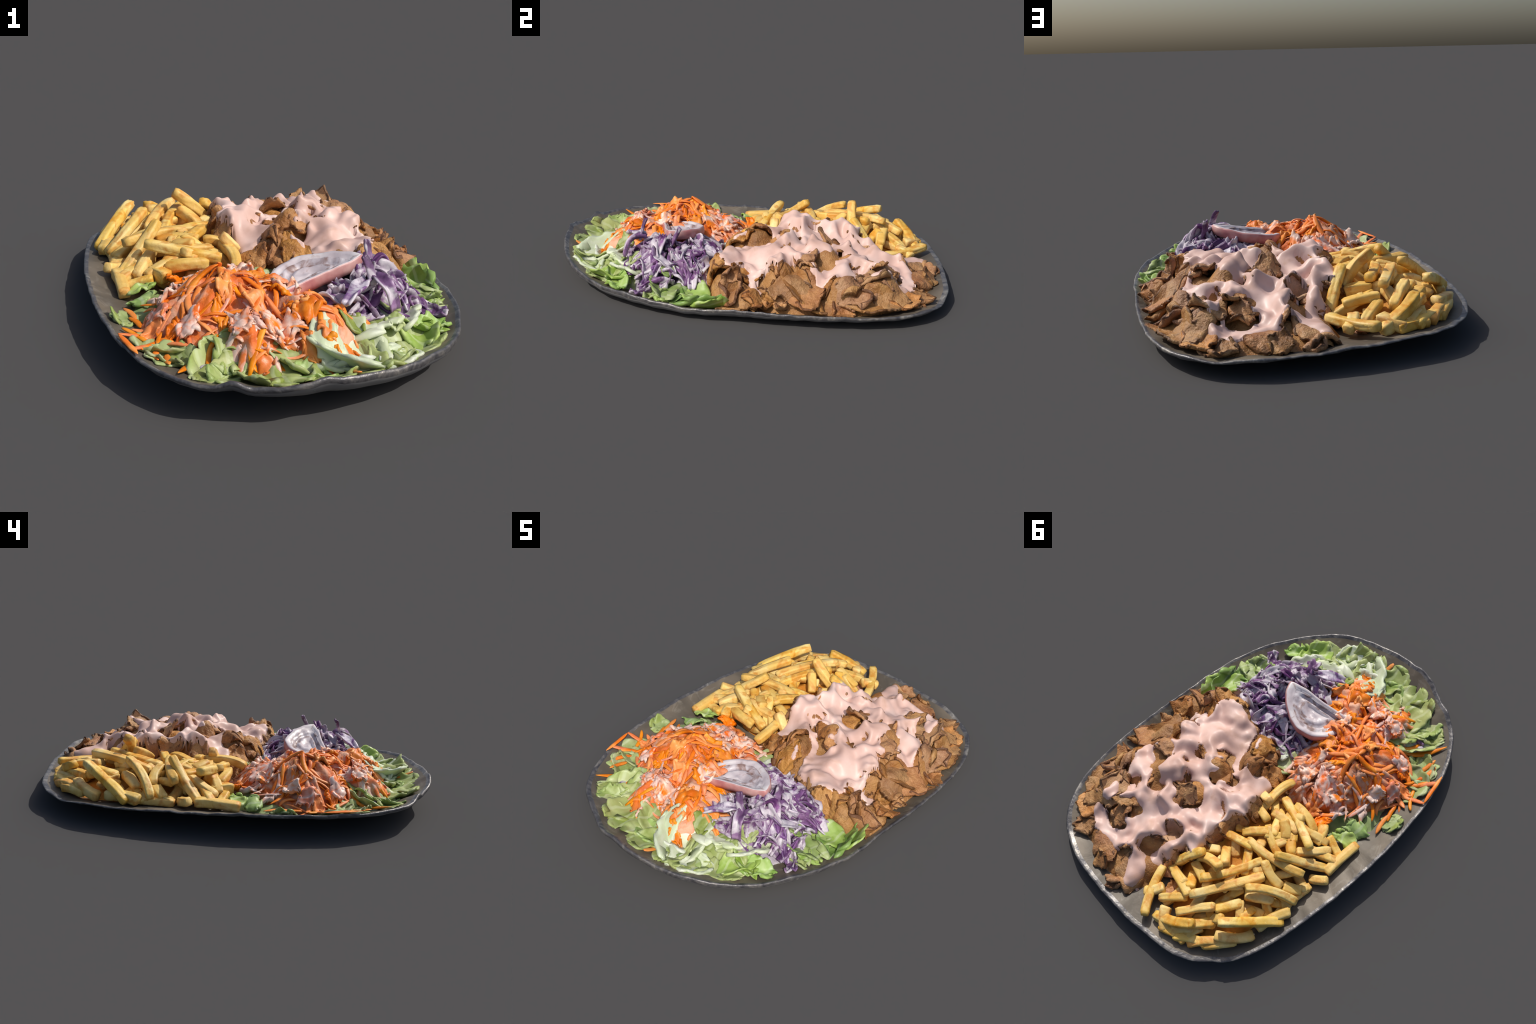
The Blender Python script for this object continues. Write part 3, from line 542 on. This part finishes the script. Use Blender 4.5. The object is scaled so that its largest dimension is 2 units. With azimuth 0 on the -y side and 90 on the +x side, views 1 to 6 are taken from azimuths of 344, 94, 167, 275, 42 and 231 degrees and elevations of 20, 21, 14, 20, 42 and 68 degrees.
# ---- carrot
CARP=empty('carrot_salad',DISH)
bed('carrot_bed','carrot',CARBED,CARP,step=.009,amp=.022,freq=13,drop=.010,ridge=(-.27,-.355))
KA=('carrot','lettuce')
def strand(pts2,lift,w,mat,n=5,arch=.0,name='carrot_shred'):
    P=path3([(x,y,0) for x,y in pts2],n); q=np.linspace(0,1,n)
    pts=[(a[0],a[1],max(float(heap_z(a[0],a[1],KA)),float(plate_z(a[0],a[1])))+lift+arch*math.sin(math.pi*t)) for a,t in zip(P,q)]
    V,F=rod(pts,w,w*R.uniform(.3,.55),rings=11,sides=8,sq=3,rnd=R,blunt=R.choice((0,0,.6)),twist=R.uniform(-1,1)); return add(name,V,F,mat,CARP)
LONG=[[(-.58,-.28),(-.56,-.32),(-.55,-.37)],[(-.64,-.47),(-.62,-.55),(-.60,-.64)],[(-.50,-.78),(-.45,-.67),(-.41,-.62),(-.35,-.57)],[(-.28,-.78),(-.24,-.73),(-.19,-.64),(-.15,-.60)],[(-.21,-.71),(-.20,-.75),(-.18,-.81)],[(.03,-.84),(.035,-.87),(.03,-.92)],
 [(-.64,-.47),(-.56,-.44),(-.51,-.41)],[(-.58,-.58),(-.52,-.50),(-.47,-.54)],[(-.39,-.71),(-.37,-.63),(-.33,-.59)],[(-.53,-.51),(-.57,-.55),(-.61,-.60)],[(-.50,-.58),(-.51,-.65),(-.51,-.69)],[(-.50,-.40),(-.55,-.40),(-.59,-.39)],[(-.56,-.31),(-.57,-.25),(-.59,-.19)],
 [(-.20,-.73),(-.24,-.74),(-.28,-.75)],[(.03,-.76),(.04,-.80),(.06,-.83)],[(-.02,-.53),(.03,-.60),(.07,-.72)],[(-.15,-.27),(-.23,-.34),(-.30,-.37)],[(-.20,-.33),(-.28,-.32),(-.33,-.33)],[(-.38,-.39),(-.40,-.48),(-.34,-.59)],[(-.31,-.31),(-.36,-.37),(-.40,-.42)],
 [(-.15,-.50),(-.12,-.56),(-.11,-.62)],[(-.25,-.77),(-.26,-.74),(-.25,-.70)],[(-.15,-.80),(-.19,-.75),(-.25,-.72)],[(-.54,-.66),(-.54,-.60),(-.52,-.54)],[(-.46,-.71),(-.43,-.68),(-.41,-.65)],[(-.62,-.40),(-.58,-.44),(-.55,-.50)]]
for p in LONG: strand(p,.014,R.uniform(.018,.026),CARROT)
# ridges running down from the crest, then shreds over the whole cone
PK=(-.27,-.355)
for k in range(22):
    a=k*2*math.pi/22+R.uniform(-.3,.3); r0=R.uniform(0,.14); r1=r0+R.uniform(.08,.18); b=a+R.uniform(-1.1,1.1)
    p=[(PK[0]+math.cos(a)*r0,PK[1]+math.sin(a)*r0),(PK[0]+math.cos((a+b)/2)*(r0+r1)/2,PK[1]+math.sin((a+b)/2)*(r0+r1)/2),(PK[0]+math.cos(b)*r1,PK[1]+math.sin(b)*r1)]
    pink=p[1][1]>-.24 or (R.random()<.12)
    strand(p,R.uniform(.0,.014),R.uniform(.012,.024),CARROTD if pink else CARROT,arch=R.uniform(0,.012))
for a in (1.5,3.2,4.9):
    V,F=rod([(PK[0],PK[1],.306-.004*a),(PK[0]+.07*math.cos(a),PK[1]+.07*math.sin(a),.255),(PK[0]+.16*math.cos(a+.3),PK[1]+.16*math.sin(a+.3),.185)],.026,.016,rings=12,sides=8,sq=3,rnd=R,blunt=False); add('carrot_shred',V,F,CARROT,CARP)
incar=lambda x,y: max(float(dome(d,x,y)) for d in HEAPS['carrot'])>.085
for x,y in poisson(130,(-.66,.2),(-.85,.04),incar,.042,R):
    a=R.uniform(0,6.28);L=R.uniform(.035,.085); c,s=math.cos(a)*L,math.sin(a)*L
    g=nz(x,y,0,6,2)
    pink=(y>-.24 and x<.05) or (x>-.38 and y<-.48 and g>.05 and x<-.08)
    strand([(x-c,y-s),(x+R.uniform(-.02,.02),y+R.uniform(-.02,.02)),(x+c,y+s)],R.uniform(-.006,.010),R.uniform(.012,.024),CARROTD if pink else CARROT,arch=R.uniform(0,.02))
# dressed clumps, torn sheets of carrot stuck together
for A,B,w,k,m in [((-.33,-.10),(-.18,-.20),.11,'arch',CARROTD),((-.18,-.08),(-.10,-.20),.10,'wave',CARROTD),((-.38,-.20),(-.28,-.14),.09,'wave',CARROTD),((-.25,-.02),(-.33,-.05),.08,'arch',CARROT),((-.40,-.06),(-.34,.0),.07,'bowl',CARROT),((-.08,-.58),(.02,-.62),.12,'arch',CARROT),((-.18,-.62),(-.06,-.66),.09,'wave',CARROTD),((-.30,-.66),(-.22,-.60),.09,'wave',CARROTD),((-.02,-.5),(-.1,-.44),.09,'wave',CARROTD),((-.48,-.34),(-.42,-.28),.08,'wave',CARROTD),((-.45,-.55),(-.38,-.5),.08,'arch',CARROTD),((.0,-.66),(.03,-.74),.08,'flat',CARROT),((-.48,-.44),(-.52,-.34),.07,'wave',CARROTD)]:
    leaf_piece('carrot_clump',A,B,w,k,m,CARP,R,th=.014,wob=.018,freq=22,kinds=KA,drape=.9,lift=.016,ragged=.3)

for x,y in poisson(30,(-.6,.15),(-.8,.02),incar,.085,R):
    a=math.atan2(y-PK[1],x-PK[0])+R.uniform(-.6,.6); L=R.uniform(.045,.075); c,s_=math.cos(a)*L,math.sin(a)*L
    g=nz(x,y,0,6,2); pink=(y>-.24 and x<.05) or (x>-.38 and y<-.48 and g>.05 and x<-.08)
    leaf_piece('carrot_clump',(x-c,y-s_),(x+c,y+s_),R.uniform(.05,.08),R.choice(['arch','wave','roll']),CARROTD if pink else CARROT,CARP,R,th=.011,wob=.013,freq=18,kinds=KA,drape=.95,lift=R.uniform(.0,.012),ragged=.35,ruffle=.014)

# the broad white rib of lettuce below the carrot, and torn green pieces caught in the cabbage
for A,B,w,k,m,l in [((.03,-.63),(.10,-.85),.17,'flat',LETW,.012),((-.02,-.66),(.02,-.82),.10,'flat',LETW,.016),((.27,-.50),(.33,-.56),.09,'wave',LET,.02),((.10,-.60),(.14,-.68),.10,'wave',LET,.02),((.24,-.62),(.30,-.66),.10,'bowl',LET,.03),((.0,-.13),(.06,-.11),.08,'wave',LETW,.02),((.40,-.38),(.45,-.34),.07,'wave',LETG,.02)]:
    leaf_piece('lettuce_leaf',A,B,w,k,m,LETP,R,th=.013 if m is LETW else .008,wob=.008,freq=9,kinds=('carrot','cabbage','lettuce'),drape=.85,lift=l,ragged=.12,taper=6,ruffle=.006,nu=26,nv=20)

# ---- onion: a thick half slice lying on the cabbage
ONP=empty('onion_slice',DISH)
def onion():
    O=[(.262,-.386),(.236,-.330),(.19,-.288),(.116,-.25),(.051,-.237),(-.03,-.268),(-.085,-.33),(-.115,-.43),(-.130,-.50),(-.043,-.475),(.075,-.44),(.18,-.42)]
    O=np.array(O); n=len(O); K=72; q=np.arange(K)*n/K; C=np.stack([np.interp(q,np.arange(n+1),np.append(O[:,k],O[0,k])) for k in (0,1)],1)
    for _ in range(2): C=(np.roll(C,1,0)+2*C+np.roll(C,-1,0))/4
    # the plane of the cut face
    top=lambda x,y: .2445+.185*(x-.07)+.02*(y+.36)
    ctr=C.mean(0)+np.array([.0,-.005]); rows=[(1.0,-.044,1),(1.02,-.024,1),(1.01,-.006,1),(.97,.002,0),(.92,.003,0),(.82,.0,0),(.76,-.010,0),(.68,-.004,0),(.60,-.018,0),(.52,-.026,0),(.44,-.014,0),(.35,-.012,0),(.25,-.024,0),(.12,-.026,0),(.0,-.02,0)]
    V=[];F=[];S=[]
    for i,(s,dz,sk) in enumerate(rows):
        for k in range(K):
            x,y=ctr+(C[k]-ctr)*s; 
            V.append((x,y,top(x,y)+dz+.006*nz(x,y,0,16,3)+(.006*nz(x,y,0,30,4) if s<.9 else 0)))
        if i:
            for k in range(K):
                k2=(k+1)%K; F.append(((i-1)*K+k,(i-1)*K+k2,i*K+k2,i*K+k)); S.append(1 if i<4 else 2 if 6<i<12 else 0)
    F.append(tuple(range(K))[::-1]); S.append(1)
    return add('onion_half_slice',V,F,[ONION,ONIONS,ONIONC],ONP,slots=S)
onion()
